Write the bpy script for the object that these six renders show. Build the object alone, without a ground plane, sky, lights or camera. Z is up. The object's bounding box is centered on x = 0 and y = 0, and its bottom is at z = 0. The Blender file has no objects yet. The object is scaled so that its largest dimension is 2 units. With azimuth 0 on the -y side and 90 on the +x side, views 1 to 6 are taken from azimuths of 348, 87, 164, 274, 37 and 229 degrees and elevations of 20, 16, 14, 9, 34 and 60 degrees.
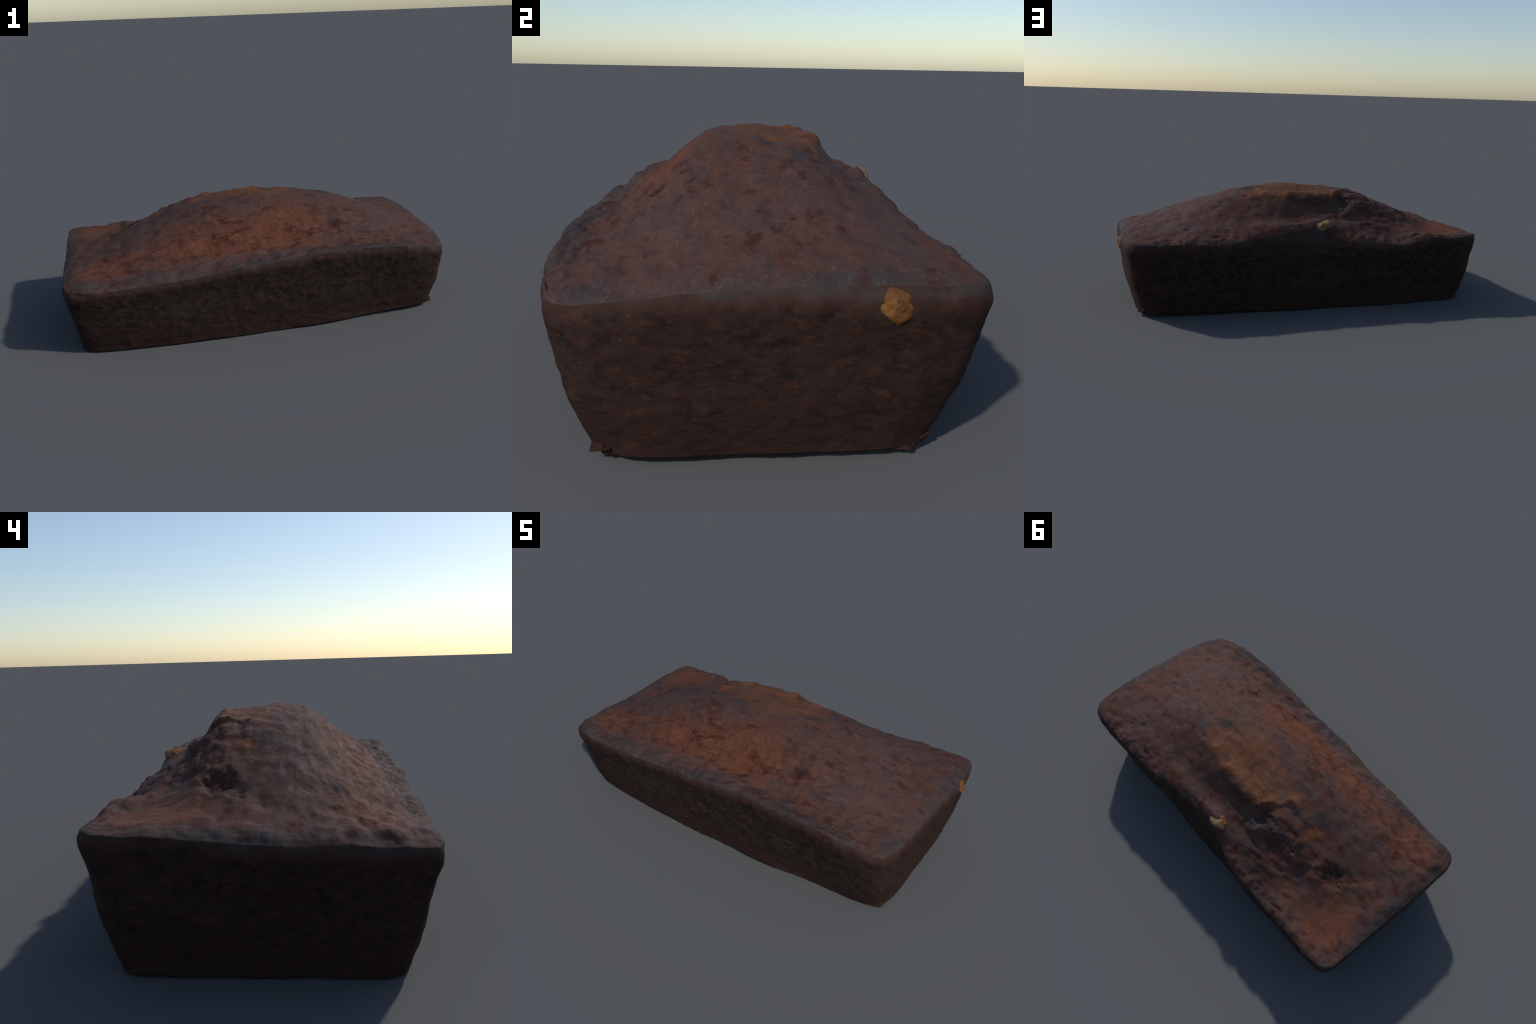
"""A dark baked loaf cake: tapered tin-baked body, domed cracked top, fruit pieces."""
import bpy, math
import numpy as np

rng = np.random.default_rng(7)

# ------------------------------------------------------------------ noise
_perm = np.random.default_rng(11).permutation(256)
_perm = np.concatenate([_perm, _perm, _perm])
_grad = np.random.default_rng(12).normal(size=(256, 3))
_grad /= np.linalg.norm(_grad, axis=1)[:, None]
_cell = np.random.default_rng(13).random((256, 3))


def _hash(i, j, k):
    return _perm[_perm[_perm[i & 255] + (j & 255)] + (k & 255)]


def perlin(p):
    """Gradient noise, about -0.8..0.8."""
    f = np.floor(p).astype(int)
    w = p - f
    u = w * w * w * (w * (w * 6 - 15) + 10)
    out = np.zeros(len(p))
    for a in (0, 1):
        for b in (0, 1):
            for c in (0, 1):
                g = _grad[_hash(f[:, 0] + a, f[:, 1] + b, f[:, 2] + c)]
                d = g[:, 0] * (w[:, 0] - a) + g[:, 1] * (w[:, 1] - b) + g[:, 2] * (w[:, 2] - c)
                out += d * (u[:, 0] if a else 1 - u[:, 0]) * (u[:, 1] if b else 1 - u[:, 1]) \
                    * (u[:, 2] if c else 1 - u[:, 2])
    return out * 1.5


def fbm(p, octaves=4, gain=0.5):
    s, a = 0.0, 1.0
    for o in range(octaves):
        s = s + a * perlin(p * 2.0 ** o + 17.3 * o)
        a *= gain
    return s


def ridged(p, octaves=3):
    s, a = 0.0, 1.0
    for o in range(octaves):
        s = s + a * (1 - 2 * np.abs(perlin(p * 2.0 ** o + 9.1 * o)))
        a *= 0.5
    return s


def worley(p):
    """Distance to the nearest scattered cell point."""
    f = np.floor(p).astype(int)
    best = np.full(len(p), 9.0)
    for a in (-1, 0, 1):
        for b in (-1, 0, 1):
            for c in (-1, 0, 1):
                q = f + np.array([a, b, c])
                o = _cell[_hash(q[:, 0], q[:, 1], q[:, 2])]
                best = np.minimum(best, ((q + o - p) ** 2).sum(1))
    return np.sqrt(best)


def smooth(e0, e1, x):
    t = np.clip((x - e0) / (e1 - e0), 0, 1)
    return t * t * (3 - 2 * t)


def curve(xs, pts):
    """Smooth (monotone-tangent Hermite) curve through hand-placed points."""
    px = np.array([p[0] for p in pts], float)
    py = np.array([p[1] for p in pts], float)
    d = np.diff(py) / np.diff(px)
    m = np.concatenate([[d[0]], np.where(d[:-1] * d[1:] > 0, 2 * d[:-1] * d[1:] / (d[:-1] + d[1:] + 1e-12), 0), [d[-1]]])
    x = np.clip(xs, px[0], px[-1])
    i = np.clip(np.searchsorted(px, x) - 1, 0, len(px) - 2)
    h = px[i + 1] - px[i]
    t = (x - px[i]) / h
    return ((2 * t ** 3 - 3 * t ** 2 + 1) * py[i] + (t ** 3 - 2 * t ** 2 + t) * h * m[i]
            + (-2 * t ** 3 + 3 * t ** 2) * py[i + 1] + (t ** 3 - t ** 2) * h * m[i + 1])


# ------------------------------------------------------------------ loaf profile
# rim of the loaf, anticlockwise from the right end: x, y, height
RIM = [
    (0.980, 0.00, .414), (0.982, 0.14, .420), (0.982, 0.25, .424), (0.976, 0.36, .424), (0.946, 0.446, .420), (0.87, 0.480, .412),
    (0.70, 0.480, .408), (0.50, 0.474, .398), (0.34, 0.451, .405), (0.20, 0.429, .403), (0.05, 0.410, .405),
    (-0.07, 0.408, .408), (-0.15, 0.438, .386), (-0.34, 0.468, .380), (-0.55, 0.466, .374), (-0.70, 0.470, .408),
    (-0.84, 0.470, .400), (-0.945, 0.452, .404), (-0.990, 0.408, .402), (-0.999, 0.28, .400), (-1.000, 0.15, .388),
    (-1.000, 0.0, .378), (-1.000, -0.15, .374), (-1.000, -0.29, .372), (-0.994, -0.402, .370), (-0.948, -0.460, .360),
    (-0.79, -0.480, .355), (-0.58, -0.484, .363), (-0.34, -0.485, .378), (-0.12, -0.484, .405), (0.10, -0.476, .416),
    (0.34, -0.478, .428), (0.52, -0.478, .428), (0.70, -0.470, .414), (0.85, -0.452, .394), (0.935, -0.412, .376), (0.973, -0.31, .386), (0.980, -0.16, .402),
]
# how far the wall stands in from the rim against height (shares of the whole inset, of the rim height)
WALL = [(0.0, 1.0), (0.07, .93), (0.17, .78), (0.28, .64), (0.36, .53), (0.53, .36), (0.73, .18), (0.85, .07), (0.93, .02), (1.0, 0.0)]
# inset of the foot along the front, the back and the two ends
FOOT_FRONT = [(-1, .090), (-.9, .078), (-.78, .073), (-.54, .068), (-.3, .066), (0, .062), (.3, .066), (.5, .080), (.65, .092), (.8, .092), (1, .076)]
FOOT_BACK = [(-1, .085), (-.9, .082), (-.75, .072), (-.48, .062), (-.13, .066), (.2, .070), (.52, .073), (.78, .082), (1, .080)]
# curl of the wall profile: below 1 hollow, above 1 bulging and tucked in late
CURL_FRONT = [(-1, 1.0), (-.8, .82), (-.4, .70), (.3, .66), (.65, .85), (.85, 1.2), (1, 1.4)]
CURL_BACK = [(-1, .9), (-.5, .9), (.2, 1.05), (.5, 1.2), (1, 1.1)]
# height of the crown above the rim line along the loaf
RIDGE = [(-1.0, .0), (-.93, .012), (-.85, .022), (-.76, .048), (-.66, .090), (-.587, .121), (-.442, .178), (-.34, .206), (-.167, .229), (0, .244),
         (.12, .242), (.21, .234), (.31, .217), (.405, .193), (.571, .142), (.70, .096), (.82, .052), (.92, .020), (1.0, .0)]
# cross-section of the crown, front edge to back edge, as a fraction of its height
CROWN = [(-.50, .0), (-.46, .03), (-.42, .075), (-.36, .21), (-.30, .42), (-.25, .60), (-.20, .76), (-.13, .92), (-.05, .985),
         (.02, 1.0), (.12, .97), (.175, .91), (.21, .80), (.29, .55), (.37, .32), (.41, .16), (.45, .04), (.50, .0)]
# how pinched that section is along the loaf (1 = as drawn)
PINCH = [(-1.0, 1.5), (-.75, 1.5), (-.45, 1.25), (-.2, 1.15), (.05, 1.15), (.3, 1.15), (.5, 1.1), (1.0, 1.0)]
# far edge of the torn plateau on the crest
LEDGE = [(-.42, .07), (-.34, .072), (-.29, .085), (-.255, .125), (-.21, .165), (-.185, .205), (-.12, .214), (-.03, .208), (.04, .212), (.10, .20), (.16, .19)]
# centre, radii, turn, height
LUMPS = [(.062, .192, .030, .022, .3, .012), (-.305, .045, .036, .030, .5, .014), (.195, .165, .022, .018, 0, .010), (-.40, .06, .06, .03, .2, .005),
         (-.07, .382, .080, .040, .1, .034), (.33, -.03, .05, .04, 0, .006), (-.27, .272, .05, .028, .4, .018), (-.70, .445, .05, .03, 0, .010),
         (-.86, .435, .04, .025, 0, .006), (.385, -.275, .035, .02, 0, -.004), (.41, -.205, .05, .03, .2, .010), (-.13, .30, .07, .03, .3, .012)]
HOLES = [(-.665, .125, .062, .044, .5, .026), (-.725, .065, .040, .026, .2, .012), (-.365, .25, .055, .034, .2, .012), (-.325, .090, .040, .022, -.2, .008),
         (-.43, .19, .06, .03, -.4, .012), (.388, -.245, .050, .030, -.3, .011), (-.358, .338, .035, .012, .1, .008), (-.592, .418, .035, .014, 0, .008),
         (.25, .055, .07, .035, .2, .007), (-.02, .395, .09, .022, 0, .010), (-.52, .17, .06, .03, .3, .010), (-.76, .01, .05, .025, .3, .006)]

PINCH_BACK = [(-1.0, 2.0), (-.60, 2.1), (-.38, 1.35), (-.1, 1.05), (1.0, 1.0)]


def closed_spline(ctrl, n):
    c = np.array(ctrl, float)
    m = len(c)
    out, per = [], 40
    for i in range(m):
        p0, p1, p2, p3 = c[i - 1], c[i], c[(i + 1) % m], c[(i + 2) % m]
        t = np.linspace(0, 1, per, endpoint=False)[:, None]
        out.append(.5 * (2 * p1 + (p2 - p0) * t + (2 * p0 - 5 * p1 + 4 * p2 - p3) * t ** 2 + (3 * p1 - p0 - 3 * p2 + p3) * t ** 3))
    q = np.concatenate(out)
    q = np.concatenate([q, q[:1]])
    s = np.concatenate([[0], np.cumsum(np.linalg.norm(np.diff(q[:, :2], axis=0), axis=1))])
    u = np.linspace(0, s[-1], n, endpoint=False)
    return np.stack([np.interp(u, s, q[:, k]) for k in range(3)], 1)


def bump(x, y, cx, cy, rx, ry, turn=0.0):
    c, s = math.cos(turn), math.sin(turn)
    dx, dy = x - cx, y - cy
    a, b = (dx * c + dy * s) / rx, (-dx * s + dy * c) / ry
    return np.exp(-(a * a + b * b))


N = 760
SHOULDER = 0.012     # roll of the top edge
rim = closed_spline(RIM, N)
_ang = np.unwrap(np.arctan2(rim[:, 1], rim[:, 0]))


def crown(x, y):
    """Height of the dome above the rim line, lumps and hollows included."""
    z = curve(x, RIDGE) * np.clip(curve(y, CROWN), 0, 1) ** (curve(x, PINCH) * smooth(.12, -.05, y) + curve(x, PINCH_BACK) * smooth(-.05, .12, y))
    # torn ledge on the far side of the crest, with a raised lip and a hollow behind it
    edge = curve(x, LEDGE)
    span = smooth(-.32, -.20, x) * smooth(.15, .07, x)
    wob = 0.012 * perlin(np.column_stack([x * 16, y * 5, 0 * x]))
    over = y - edge + wob
    z += span * (.014 * np.exp(-(over / .035) ** 2) - .016 * smooth(-.002, .024, over) * smooth(.22, .02, over))
    z -= .020 * bump(x, y, .02, .11, .14, .05) + .009 * bump(x, y, -.66, .29, .20, .12) + .026 * bump(x, y, .10, .305, .24, .055)
    for cx, cy, rx, ry, turn, h in LUMPS:
        z += .8 * h * bump(x, y, cx, cy, rx, ry, turn)
    for cx, cy, rx, ry, turn, h in HOLES:
        q = np.sqrt(-np.log(np.clip(bump(x, y, cx, cy, rx, ry, turn), 1e-9, 1)))
        q = q + .5 * fbm(np.column_stack([x * 22, y * 26, 0 * x + cx * 50]), 3)
        z -= h * smooth(1.5, .3, q)
    return z


def build_body():
    # every ring: (x, y, z); walls from the foot up, then over the rim and in to the middle
    rings, tag = [], []
    d = np.roll(rim, -1, 0) - np.roll(rim, 1, 0)
    nrm = np.stack([d[:, 1], -d[:, 0]], 1)
    for _ in range(12):                       # even the outward directions round the corners
        nrm = (np.roll(nrm, 1, 0) + nrm * 2 + np.roll(nrm, -1, 0)) / 4
    nrm /= np.linalg.norm(nrm, axis=1)[:, None]
    notch = np.clip(.468 - rim[:, 1], 0, 1) * smooth(.75, .6, np.abs(rim[:, 0])) * (rim[:, 1] > 0)
    ax = np.abs(rim[:, 0])
    flare = np.where(rim[:, 1] < 0, curve(rim[:, 0], FOOT_FRONT), curve(rim[:, 0], FOOT_BACK))
    ends = smooth(.93, .985, ax) * smooth(.46, .40, np.abs(rim[:, 1]))
    end_in = np.where(rim[:, 0] > 0, .062 + .03 * rim[:, 1], .058)
    swell = .003 * np.exp(-((rim[:, 1] - .275) / .07) ** 2) * (rim[:, 0] > .9)       # crust lifted round the end nut
    curl = np.where(rim[:, 1] < 0, curve(rim[:, 0], CURL_FRONT), curve(rim[:, 0], CURL_BACK))
    curl = curl + (np.where(rim[:, 0] > 0, 1.15 - .4 * rim[:, 1], .75) - curl) * ends
    hollow = .026 * np.exp(-((rim[:, 0] + .10) / .16) ** 2) * (rim[:, 1] > 0)     # pinch under the pale nut
    lift = 0.004 + 0.016 * smooth(0.0, 0.95, rim[:, 0])

    def ring(frac, inset):
        z = lift + (rim[:, 2] - lift) * frac
        share = np.clip(inset, 0, 1) ** curl
        roll = SHOULDER * np.clip((frac - .86) / .14, 0, 1) ** 2
        pinch = hollow * bump(frac, 0, .62, 0, .35, 1) - notch * smooth(1.0, .78, frac) + roll - swell * bump(frac, 0, .86, 0, .16, 1)
        xy = rim[:, :2] * np.stack([1 - share * end_in, 1 - share * flare / .475], 1) - nrm * pinch[:, None]
        return np.column_stack([xy, z])

    foot = ring(0.0, np.full(N, curve(np.array([0.0]), WALL)[0]))
    for k in range(24):                       # underside
        s = (k + 1) / 25
        r = foot.copy()
        r[:, :2] *= s ** .8
        r[:, 2] = foot[:, 2] + 0.003 * (1 - s)
        rings.append(r); tag.append(0)
    for k in range(86):                       # walls
        f = k / 86
        rings.append(ring(f, np.full(N, curve(np.array([f]), WALL)[0]))); tag.append(1)
    top = 190
    for k in range(top):                      # top
        s = 1 - (k / top) ** 1.05
        x, y = (rim[:, :2] - nrm * SHOULDER).T * s
        zb = 0.388 + (rim[:, 2] - 0.388) * s ** (5 + 4 * (rim[:, 1] < -.3))
        rnd = 0.018 * (1 - np.clip((1 - s) / .085, 0, 1)) ** 2 - .005 * s ** 4     # soft shoulder
        z = zb + crown(x, y) - rnd
        rings.append(np.column_stack([x, y, z])); tag.append(2)
    # pull the shoulder of the wall to meet the rounded rim
    return np.array(rings), np.array(tag)


rings, tag = build_body()
R = len(rings)
for i in range(R):
    if tag[i] == 1:
        f = rings[i][:, 2] / rim[:, 2]
        rings[i][:, 2] -= 0.013 * f ** 3
V = rings.reshape(-1, 3)
vtag = np.repeat(tag, N)


def normals_of(V):
    G = V.reshape(R, N, 3)
    du = np.roll(G, -1, 1) - np.roll(G, 1, 1)
    dv = np.gradient(G, axis=0)
    n = np.cross(du, dv)
    n /= np.linalg.norm(n, axis=2)[:, :, None] + 1e-12
    return n.reshape(-1, 3)


def displace(V):
    n = normals_of(V)
    x, y, z = V.T
    side = (vtag == 1) * 1.0
    # --- walls: gentle tin waves and a crumbly skin
    w = side * (0.008 * fbm(V * [3.0, 3.0, 3.5] + 4, 3) + 0.0022 * fbm(V * 26, 3))
    # --- top crust: broad lumps, crumbly wrinkles, small pits
    front = smooth(.05, -.25, y)
    t = 0.007 * fbm(V * [5, 6, 5] + 2.2, 3) + 0.004 * fbm(V * [10, 12, 11] + 6.6, 2)
    t += 0.0072 * front * (ridged(V * [7, 11, 11] + 5.5, 4) - .9)
    t += 0.0036 * (1 - front) * fbm(V * [13, 10, 13] + 8, 3)
    pits = smooth(.36, .10, worley(V * [15, 20, 20] + 3)) * smooth(-.1, .4, fbm(V * 4 + 31, 2))
    t -= (0.0025 + .003 * smooth(.3, .6, x)) * pits
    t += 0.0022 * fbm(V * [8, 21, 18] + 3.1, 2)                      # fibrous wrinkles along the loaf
    split = np.exp(-((x + .36) / .26) ** 2 - ((y - .22) / .15) ** 2)   # crags of the torn crust
    t += split * (0.010 * (ridged(V * [8, 13, 12] + 1.7, 4) - .9))
    inner = smooth(0, .07, 1 - np.maximum(np.abs(x), np.abs(y) / .475))
    t *= (.35 + .65 * inner) * (vtag == 2)
    # --- rim: uneven rolled edge
    e = np.exp(-((z - .385) / .04) ** 2) * (smooth(.36, .43, np.abs(y)) + smooth(.9, .96, np.abs(x)))
    r = (0.006 + .009 * (y > .3) * smooth(.9, .75, np.abs(x))) * e * fbm(V * [16, 16, 4] + 12, 3)
    return V + n * (w + t + r)[:, None]


V = displace(V)
V[:, 2] = np.maximum(V[:, 2], 0.0)
V[:, 2] -= V[:, 2].min()


# ------------------------------------------------------------------ materials
class Nodes:
    def __init__(self, name):
        self.m = bpy.data.materials.new(name)
        self.m.use_nodes = True
        self.t = self.m.node_tree
        self.t.nodes.clear()
        self.out = self.new('ShaderNodeOutputMaterial')
        self.bsdf = self.new('ShaderNodeBsdfPrincipled')
        self.t.links.new(self.bsdf.outputs[0], self.out.inputs[0])
        self.co = self.new('ShaderNodeTexCoord').outputs['Object']

    def new(self, kind):
        return self.t.nodes.new(kind)

    def put(self, sock, v):
        if isinstance(v, bpy.types.NodeSocket):
            self.t.links.new(v, sock)
        elif sock.type == 'RGBA' and len(v) == 3:
            sock.default_value = (*v, 1)
        else:
            sock.default_value = v

    def mapped(self, scale=(1, 1, 1), loc=(0, 0, 0), rot=(0, 0, 0)):
        n = self.new('ShaderNodeMapping')
        self.put(n.inputs['Vector'], self.co)
        n.inputs['Scale'].default_value = scale
        n.inputs['Location'].default_value = loc
        n.inputs['Rotation'].default_value = rot
        return n.outputs[0]

    def noise(self, vec, scale, detail=4, rough=.55, dist=0.0):
        n = self.new('ShaderNodeTexNoise')
        self.put(n.inputs['Vector'], vec)
        n.inputs['Scale'].default_value = scale
        n.inputs['Detail'].default_value = detail
        n.inputs['Roughness'].default_value = rough
        n.inputs['Distortion'].default_value = dist
        return n.outputs[0]

    def voronoi(self, vec, scale):
        n = self.new('ShaderNodeTexVoronoi')
        self.put(n.inputs['Vector'], vec)
        n.inputs['Scale'].default_value = scale
        return n.outputs['Distance']

    def curve(self, v, pts):
        """Height of the loaf edge against x (-1..1), as a curve through a few points."""
        n = self.new('ShaderNodeFloatCurve')
        self.put(n.inputs['Value'], self.step_linear(v))
        c = n.mapping.curves[0]
        for i, (a, b) in enumerate(pts):
            if i < 2:
                c.points[i].location = (a / 2 + .5, b)
            else:
                c.points.new(a / 2 + .5, b)
        n.mapping.update()
        return n.outputs[0]

    def step_linear(self, v):
        return self.math('ADD', self.math('MULTIPLY', v, .5), .5)

    def step(self, v, lo, hi, a=0.0, b=1.0):
        n = self.new('ShaderNodeMapRange')
        n.interpolation_type = 'SMOOTHSTEP'
        self.put(n.inputs['Value'], v)
        n.inputs['From Min'].default_value = lo
        n.inputs['From Max'].default_value = hi
        n.inputs['To Min'].default_value = a
        n.inputs['To Max'].default_value = b
        return n.outputs[0]

    def math(self, op, a, b=0.0):
        n = self.new('ShaderNodeMath')
        n.operation = op
        self.put(n.inputs[0], a)
        self.put(n.inputs[1], b)
        return n.outputs[0]

    def mix(self, f, a, b, mode='MIX'):
        n = self.new('ShaderNodeMix')
        n.data_type = 'RGBA'
        n.blend_type = mode
        self.put(n.inputs[0], f)
        self.put(n.inputs[6], a)
        self.put(n.inputs[7], b)
        return n.outputs[2]

    def spot(self, centre, radii, turn, warp, edge=(1.4, .3)):
        """Soft-edged patch round a point, its border broken up by the warp noise."""
        n = self.new('ShaderNodeMapping')
        n.vector_type = 'TEXTURE'
        self.put(n.inputs['Vector'], self.co)
        n.inputs['Location'].default_value = centre
        n.inputs['Rotation'].default_value = (0, 0, turn)
        n.inputs['Scale'].default_value = radii
        ln = self.new('ShaderNodeVectorMath')
        ln.operation = 'LENGTH'
        self.put(ln.inputs[0], n.outputs[0])
        return self.step(self.math('ADD', ln.outputs['Value'], warp), edge[0], edge[1])

    def warped(self, vec, amount, scale=14):
        n = self.new('ShaderNodeTexNoise')
        self.put(n.inputs['Vector'], self.co)
        n.inputs['Scale'].default_value = scale
        n.inputs['Detail'].default_value = 3
        a = self.new('ShaderNodeVectorMath')
        a.operation = 'MULTIPLY_ADD'
        self.put(a.inputs[0], n.outputs['Color'])
        a.inputs[1].default_value = (amount,) * 3
        self.put(a.inputs[2], vec)
        return a.outputs[0]

    def bump(self, h, strength, dist):
        n = self.new('ShaderNodeBump')
        n.inputs['Strength'].default_value = strength
        n.inputs['Distance'].default_value = dist
        self.put(n.inputs['Height'], h)
        self.t.links.new(n.outputs[0], self.bsdf.inputs['Normal'])


def crust_material():
    k = Nodes('baked_top_crust')
    flow = k.mapped((1, 2.4, 1.6))
    n1 = k.noise(flow, 4.5, 6, .62, .4)
    n2 = k.noise(flow, 15, 5, .6, .3)
    n3 = k.noise(k.mapped((1, 1.8, 1.8)), 60, 4, .6)
    fine = k.noise(k.co, 130, 3, .6)
    warp = k.math('MULTIPLY', k.math('SUBTRACT', k.noise(k.co, 10, 5, .62), .5), 1.3)
    c = k.mix(k.step(n1, .38, .62), GREY_BROWN, RED_BROWN)
    c = k.mix(k.step(n2, .52, .68, 0, .8), c, ORANGE_BROWN)
    c = k.mix(k.step(k.noise(k.mapped((1, 2, 1.6), (5, 1, 3)), 12, 5, .6), .53, .68, 0, .8), c, DUSK)

    def patches(c, rows, colour, strength):
        for centre, radii, turn in rows:
            c = k.mix(k.math('MULTIPLY', k.spot(centre, radii, turn, warp), strength), c, colour)
        return c

    # golden plateau on the crest, redder skin at the corners and down the front slope
    c = patches(c, [((.05, .06, .63), (.26, .14, .2), .1), ((-.16, .14, .6), (.14, .09, .15), .2)], OCHRE, .75)
    c = patches(c, [((-.79, -.30, .42), (.17, .11, .2), .1), ((-.84, .27, .42), (.13, .14, .2), 0), ((-.25, -.30, .5), (.36, .09, .3), -.05),
                    ((.13, -.27, .53), (.20, .10, .3), 0)], RUST, .8)
    c = patches(c, [((-.48, .07, .58), (.06, .04, .1), .2), ((.062, .19, .62), (.06, .035, .08), .3), ((.20, .16, .62), (.05, .04, .1), 0), ((-.30, .04, .62), (.03, .022, .06), 0)], FLAME, .6)
    c = patches(c, [((-.63, .33, .45), (.09, .06, .1), 0), ((.60, .22, .5), (.08, .05, .1), .4)], OCHRE, .45)
    # mauve, floury skin on the right end, along the front edge and over the back slope
    c = patches(c, [((.72, -.16, .48), (.30, .24, .3), 0), ((.66, .22, .46), (.26, .2, .3), 0), ((-.15, -.405, .42), (.75, .045, .12), 0),
                    ((-.05, -.12, .62), (.13, .07, .1), .1), ((-.55, -.12, .52), (.2, .1, .2), .1)], MAUVE, .45)
    # slate-grey smears
    c = patches(c, [((.28, .03, .63), (.055, .035, .1), .3), ((.37, .12, .6), (.05, .03, .1), 0), ((-.13, -.05, .64), (.06, .03, .1), 0),
                    ((-.31, -.04, .62), (.09, .03, .1), .2), ((-.46, .0, .59), (.08, .04, .1), .2), ((-.24, .24, .56), (.09, .05, .1), .3),
                    ((.94, -.35, .4), (.06, .06, .1), 0), ((-.02, -.462, .41), (.17, .026, .06), 0), ((.24, -.468, .42), (.12, .022, .06), 0),
                    ((.56, -.455, .42), (.11, .03, .06), 0), ((-.88, -.43, .36), (.07, .04, .06), 0), ((-.97, .05, .38), (.04, .16, .06), 0), ((.955, .18, .42), (.03, .14, .05), 0)], SLATE, .65)
    # ashen rim, broad along the front
    sep = k.new('ShaderNodeSeparateXYZ')
    k.put(sep.inputs[0], k.co)
    x, y, z = sep.outputs
    wob = k.math('MULTIPLY', warp, .05)
    front = k.step(k.math('ADD', y, wob), -.385, -.455)
    back = k.step(k.math('ADD', y, wob), .425, .460)
    ends = k.step(k.math('ADD', k.math('ABSOLUTE', x), wob), .89, .985)
    rim = k.math('MAXIMUM', k.math('MULTIPLY', front, .85), k.math('MAXIMUM', k.math('MULTIPLY', back, .5), k.math('MULTIPLY', ends, .75)))
    rim = k.math('MULTIPLY', rim, k.step(k.noise(k.mapped((1, 1, 1), (4, 4, 4)), 11, 5, .65), .36, .56, .35, 1.0))
    c = k.mix(rim, c, ASH)
    # dark red pores, thickest on the front slope and the right end
    pore = k.math('MULTIPLY', k.step(k.voronoi(k.warped(k.mapped((1, 1.8, 1.7)), .20, 6), 11), .48, .12), k.step(k.noise(k.co, 6, 3), .42, .54))
    c = k.mix(k.math('MULTIPLY', pore, .72), c, PORE)
    prick = k.math('MULTIPLY', k.step(k.voronoi(k.warped(k.mapped((1, 1.4, 1.4), (3, 3, 3)), .05, 20), 19), .36, .14), k.step(k.noise(k.mapped((1, 1, 1), (2, 9, 4)), 5, 3), .45, .56))
    prick = k.math('MULTIPLY', prick, k.spot((.72, -.08, .46), (.36, .45, .4), 0, warp))
    c = k.mix(k.math('MULTIPLY', prick, .72), c, PORE)
    lines = k.math('MULTIPLY', k.step(k.noise(k.mapped((1, 2.2, 2.0), (2, 2, 2)), 8, 5, .64, .35), .51, .64), k.spot((-.1, -.27, .5), (.75, .18, .3), 0, warp))  # front-slope relief drawn in colour: dark red valleys here, lit lumps next
    c = k.mix(k.math('MULTIPLY', lines, .9), c, PORE)
    glow = k.math('MULTIPLY', k.step(k.noise(k.mapped((1, 1.8, 1.8), (8, 2, 5)), 16, 4, .6, .5), .55, .66), k.spot((-.05, -.25, .5), (.75, .15, .3), 0, warp))
    c = k.mix(k.math('MULTIPLY', glow, .6), c, PAINTED_HIGHLIGHT)
    # shade painted into the holes, below the torn ledge and under the nut
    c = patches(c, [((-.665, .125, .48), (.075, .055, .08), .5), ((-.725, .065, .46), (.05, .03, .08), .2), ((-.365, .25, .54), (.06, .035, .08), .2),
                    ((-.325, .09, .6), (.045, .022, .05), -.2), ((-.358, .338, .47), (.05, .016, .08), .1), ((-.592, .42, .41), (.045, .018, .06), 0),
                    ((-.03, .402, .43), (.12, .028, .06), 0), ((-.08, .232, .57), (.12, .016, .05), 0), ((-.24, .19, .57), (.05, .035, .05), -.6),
                    ((.388, -.25, .51), (.045, .028, .06), -.3), ((.43, .09, .575), (.03, .022, .05), 0), ((.51, .41, .42), (.035, .016, .04), 0)], PAINTED_SHADE, .48)
    # pale grain
    c = k.mix(k.step(n3, .54, .70, 0, .33), c, PALE)
    vein = k.noise(k.mapped((1, 1.7, 1.7), (1, 6, 2)), 26, 5, .65, .6)
    c = k.mix(k.step(vein, .56, .68, 0, .30), c, PALE)
    c = k.mix(k.step(fine, .60, .72, 0, .38), c, PALE)
    c = k.mix(k.step(fine, .44, .30, 0, .4), c, PORE)
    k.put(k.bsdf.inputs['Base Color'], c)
    k.put(k.bsdf.inputs['Roughness'], k.step(n2, .3, .7, .68, .85))
    k.bsdf.inputs['Specular IOR Level'].default_value = .10
    k.bump(k.math('ADD', k.math('MULTIPLY', n2, .8), k.math('ADD', k.math('MULTIPLY', n3, .4), k.math('MULTIPLY', fine, .2))), .3, .010)
    return k.m


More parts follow.
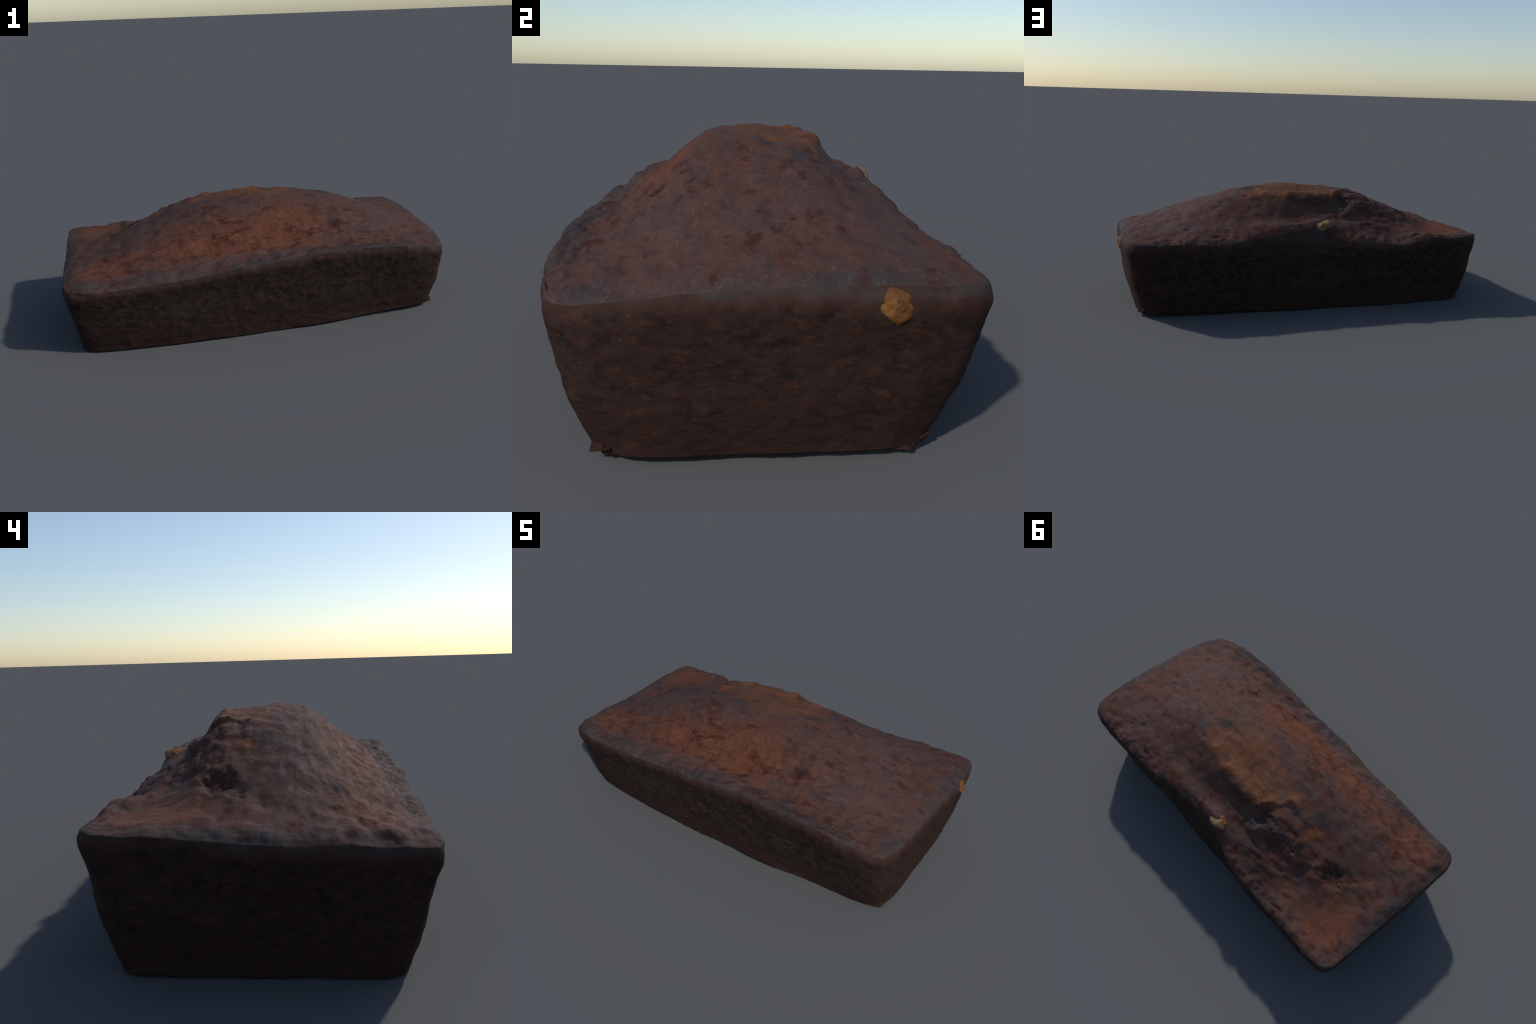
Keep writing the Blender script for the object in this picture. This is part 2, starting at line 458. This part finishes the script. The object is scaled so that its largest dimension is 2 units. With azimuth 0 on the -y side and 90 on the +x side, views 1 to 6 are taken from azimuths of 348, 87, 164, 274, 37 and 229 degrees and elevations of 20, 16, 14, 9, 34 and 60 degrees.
def wall_material():
    k = Nodes('tin_baked_side')
    a = k.noise(k.mapped((1, 1, 1.6)), 24, 6, .68, .4)
    b = k.noise(k.mapped((1, 1, 1.5), (3, 1, 2)), 30, 5, .66, .5)
    warp = k.math('MULTIPLY', k.math('SUBTRACT', k.noise(k.co, 10, 5, .62), .5), 1.3)
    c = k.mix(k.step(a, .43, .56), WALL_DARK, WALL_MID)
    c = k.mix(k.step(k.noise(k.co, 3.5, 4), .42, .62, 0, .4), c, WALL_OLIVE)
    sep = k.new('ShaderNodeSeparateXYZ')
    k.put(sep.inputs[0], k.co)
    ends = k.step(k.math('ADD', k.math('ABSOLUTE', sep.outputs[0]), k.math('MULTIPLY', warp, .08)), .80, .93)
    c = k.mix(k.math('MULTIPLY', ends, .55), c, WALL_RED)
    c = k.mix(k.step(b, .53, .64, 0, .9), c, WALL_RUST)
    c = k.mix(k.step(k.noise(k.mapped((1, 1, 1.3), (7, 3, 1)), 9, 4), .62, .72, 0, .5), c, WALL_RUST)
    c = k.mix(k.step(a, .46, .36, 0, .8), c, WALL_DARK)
    c = k.mix(k.step(k.noise(k.co, 90, 2), .66, .76, 0, .5), c, WALL_PALE)
    x, y, z = sep.outputs
    low = k.step(k.math('ADD', z, k.math('MULTIPLY', warp, .16)), .20, .02, 0, .5)
    c = k.mix(low, c, WALL_RED)
    side = k.step(y, -.3, .3)
    rim = k.math('ADD', k.math('MULTIPLY', k.curve(x, FRONT_EDGE), k.math('SUBTRACT', 1.0, side)), k.math('MULTIPLY', k.curve(x, BACK_EDGE), side))
    below = k.math('ADD', k.math('SUBTRACT', z, rim), k.math('MULTIPLY', warp, .07))
    c = k.mix(k.step(below, -.050, -.018, 0, .75), c, FRINGE)
    c = k.mix(k.math('MULTIPLY', k.step(below, -.026, -.002, 0, .8), k.step(k.noise(k.co, 14, 5, .65), .36, .60, .25, 1.0)), c, ASH)
    k.put(k.bsdf.inputs['Base Color'], c)
    k.put(k.bsdf.inputs['Roughness'], .8)
    k.bsdf.inputs['Specular IOR Level'].default_value = .12
    k.bump(k.math('ADD', a, k.math('MULTIPLY', b, .6)), .4, .010)
    return k.m


def nut_material(name, light, dark, seed):
    k = Nodes(name)
    n = k.noise(k.mapped((1, 1, 1), (seed, 0, 0)), 16, 5, .6, .4)
    c = k.mix(k.step(n, .38, .62), dark, light)
    c = k.mix(k.step(k.noise(k.co, 60, 4), .6, .72, 0, .5), c, RUST)
    c = k.mix(k.step(k.noise(k.mapped((1, 1, 1), (0, seed, 3)), 24, 5, .65), .54, .66, 0, .8), c, WALL_RUST)      # crust still clinging
    k.put(k.bsdf.inputs['Base Color'], c)
    k.put(k.bsdf.inputs['Roughness'], .8)
    k.bsdf.inputs['Specular IOR Level'].default_value = .12
    k.bump(n, .3, .008)
    return k.m


FRONT_EDGE = [(-1, .352), (-.6, .356), (-.12, .396), (.34, .424), (.6, .420), (.85, .388), (1, .398)]
BACK_EDGE = [(-1, .392), (-.7, .398), (-.5, .366), (-.15, .376), (.2, .402), (.7, .402), (1, .410)]
# base colours (linear)
GREY_BROWN, RED_BROWN, ORANGE_BROWN, DUSK = (.070, .039, .033), (.090, .037, .025), (.112, .043, .021), (.046, .030, .029)
OCHRE, RUST, FLAME, SLATE, ASH = (.128, .053, .023), (.124, .042, .021), (.18, .058, .017), (.034, .033, .036), (.048, .040, .038)
PORE, PAINTED_SHADE, PALE, PAINTED_HIGHLIGHT = (.046, .014, .010), (.016, .008, .008), (.125, .088, .078), (.135, .052, .024)
FRINGE, MAUVE = (.050, .023, .017), (.078, .048, .044)
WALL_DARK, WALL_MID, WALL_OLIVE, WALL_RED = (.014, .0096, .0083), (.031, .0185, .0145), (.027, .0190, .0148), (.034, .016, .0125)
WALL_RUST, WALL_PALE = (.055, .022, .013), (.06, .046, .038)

top_mat, wall_mat = crust_material(), wall_material()

# ------------------------------------------------------------------ split the one surface into its parts
cap_bottom, cap_top = R * N, R * N + 1
allV = np.vstack([V, V[:N].mean(0), V[-N:].mean(0)])
faces = []
ftag = []
idx = np.arange(N)
nx = (idx + 1) % N
for i in range(R - 1):
    q = np.stack([i * N + idx, i * N + nx, (i + 1) * N + nx, (i + 1) * N + idx], 1)
    faces.append(q)
    ftag.append(np.full(N, tag[i]))
faces = np.concatenate(faces)
ftag = np.concatenate(ftag)
tri_b = np.stack([np.full(N, cap_bottom), nx, idx], 1)
tri_t = np.stack([np.full(N, cap_top), (R - 1) * N + idx, (R - 1) * N + nx], 1)

whole = bpy.data.meshes.new('whole')
whole.from_pydata(allV.tolist(), [], faces.tolist() + tri_b.tolist() + tri_t.tolist())
whole.update()
vn = np.empty(len(allV) * 3)
whole.vertices.foreach_get('normal', vn)
vn = vn.reshape(-1, 3)
bpy.data.meshes.remove(whole)

loaf = bpy.data.objects.new('loaf_cake', None)
bpy.context.scene.collection.objects.link(loaf)
loaf['label'] = 'dark brown baked loaf cake with domed cracked top'
loaf['category'] = 'cake'


def part(name, polys, mat, verts=None, normals=None, parent=None):
    used = np.unique(np.concatenate([np.asarray(p).ravel() for p in polys]))
    remap = np.full(len(allV), -1)
    remap[used] = np.arange(len(used))
    me = bpy.data.meshes.new(name)
    fl = [list(map(int, remap[f])) for p in polys for f in np.asarray(p)]
    me.from_pydata(allV[used].tolist(), [], fl)
    me.shade_smooth()
    me.normals_split_custom_set_from_vertices(vn[used].tolist())
    me.materials.append(mat)
    ob = bpy.data.objects.new(name, me)
    bpy.context.scene.collection.objects.link(ob)
    ob.parent = loaf
    return ob


part('top_crust', [faces[ftag == 2], tri_t], top_mat)
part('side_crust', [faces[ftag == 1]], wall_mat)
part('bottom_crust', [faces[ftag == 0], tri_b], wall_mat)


# ------------------------------------------------------------------ nut pieces and crumbs
def chunk(name, centre, radii, mat, seed, rough=.22, tilt=(0, 0, 0), sub=5):
    """A broken, faceted-and-rounded lump, modelled in place so that its colour sits on Object coordinates."""
    import bmesh
    from mathutils import Euler
    bm = bmesh.new()
    bmesh.ops.create_icosphere(bm, subdivisions=sub, radius=1)
    p = np.array([v.co[:] for v in bm.verts])
    d = 1 + rough * fbm(p * 1.1 + seed * 3.7, 4) - rough * .5 * smooth(.35, .1, worley(p * 1.3 + seed))
    m = np.array(Euler(tilt).to_matrix())
    q = (p * d[:, None] * np.array(radii)) @ m.T + np.array(centre)
    for v, c in zip(bm.verts, q):
        v.co = c
    me = bpy.data.meshes.new(name)
    bm.to_mesh(me)
    bm.free()
    me.shade_smooth()
    me.materials.append(mat)
    ob = bpy.data.objects.new(name, me)
    bpy.context.scene.collection.objects.link(ob)
    ob.parent = loaf
    return ob


golden = nut_material('golden_nut', (.175, .075, .021), (.125, .050, .018), 1)
ivory = nut_material('pale_nut', (.25, .165, .085), (.15, .055, .020), 4)
chunk('nut_piece', (.955, .260, .371), (.037, .044, .046), golden, 3, .20, (.2, .1, .3))
chunk('nut_piece', (-.080, .360, .450), (.064, .044, .036), ivory, 2, .16, (.6, 0, .1))
# flakes of crust torn loose at the foot of the right end
for c, r, sd, tl in [((.900, -.335, .034), (.024, .018, .008), 11, (.1, -.2, .6)), ((.885, -.318, .022), (.026, .018, .008), 12, (.1, .2, 1.2)),
                     ((.872, .352, .040), (.016, .026, .007), 13, (.2, .5, .2)), ((.893, .318, .022), (.012, .026, .005), 14, (0, .3, .1))]:
    chunk('crust_flake', c, r, wall_mat, sd, .5, tl, 4)
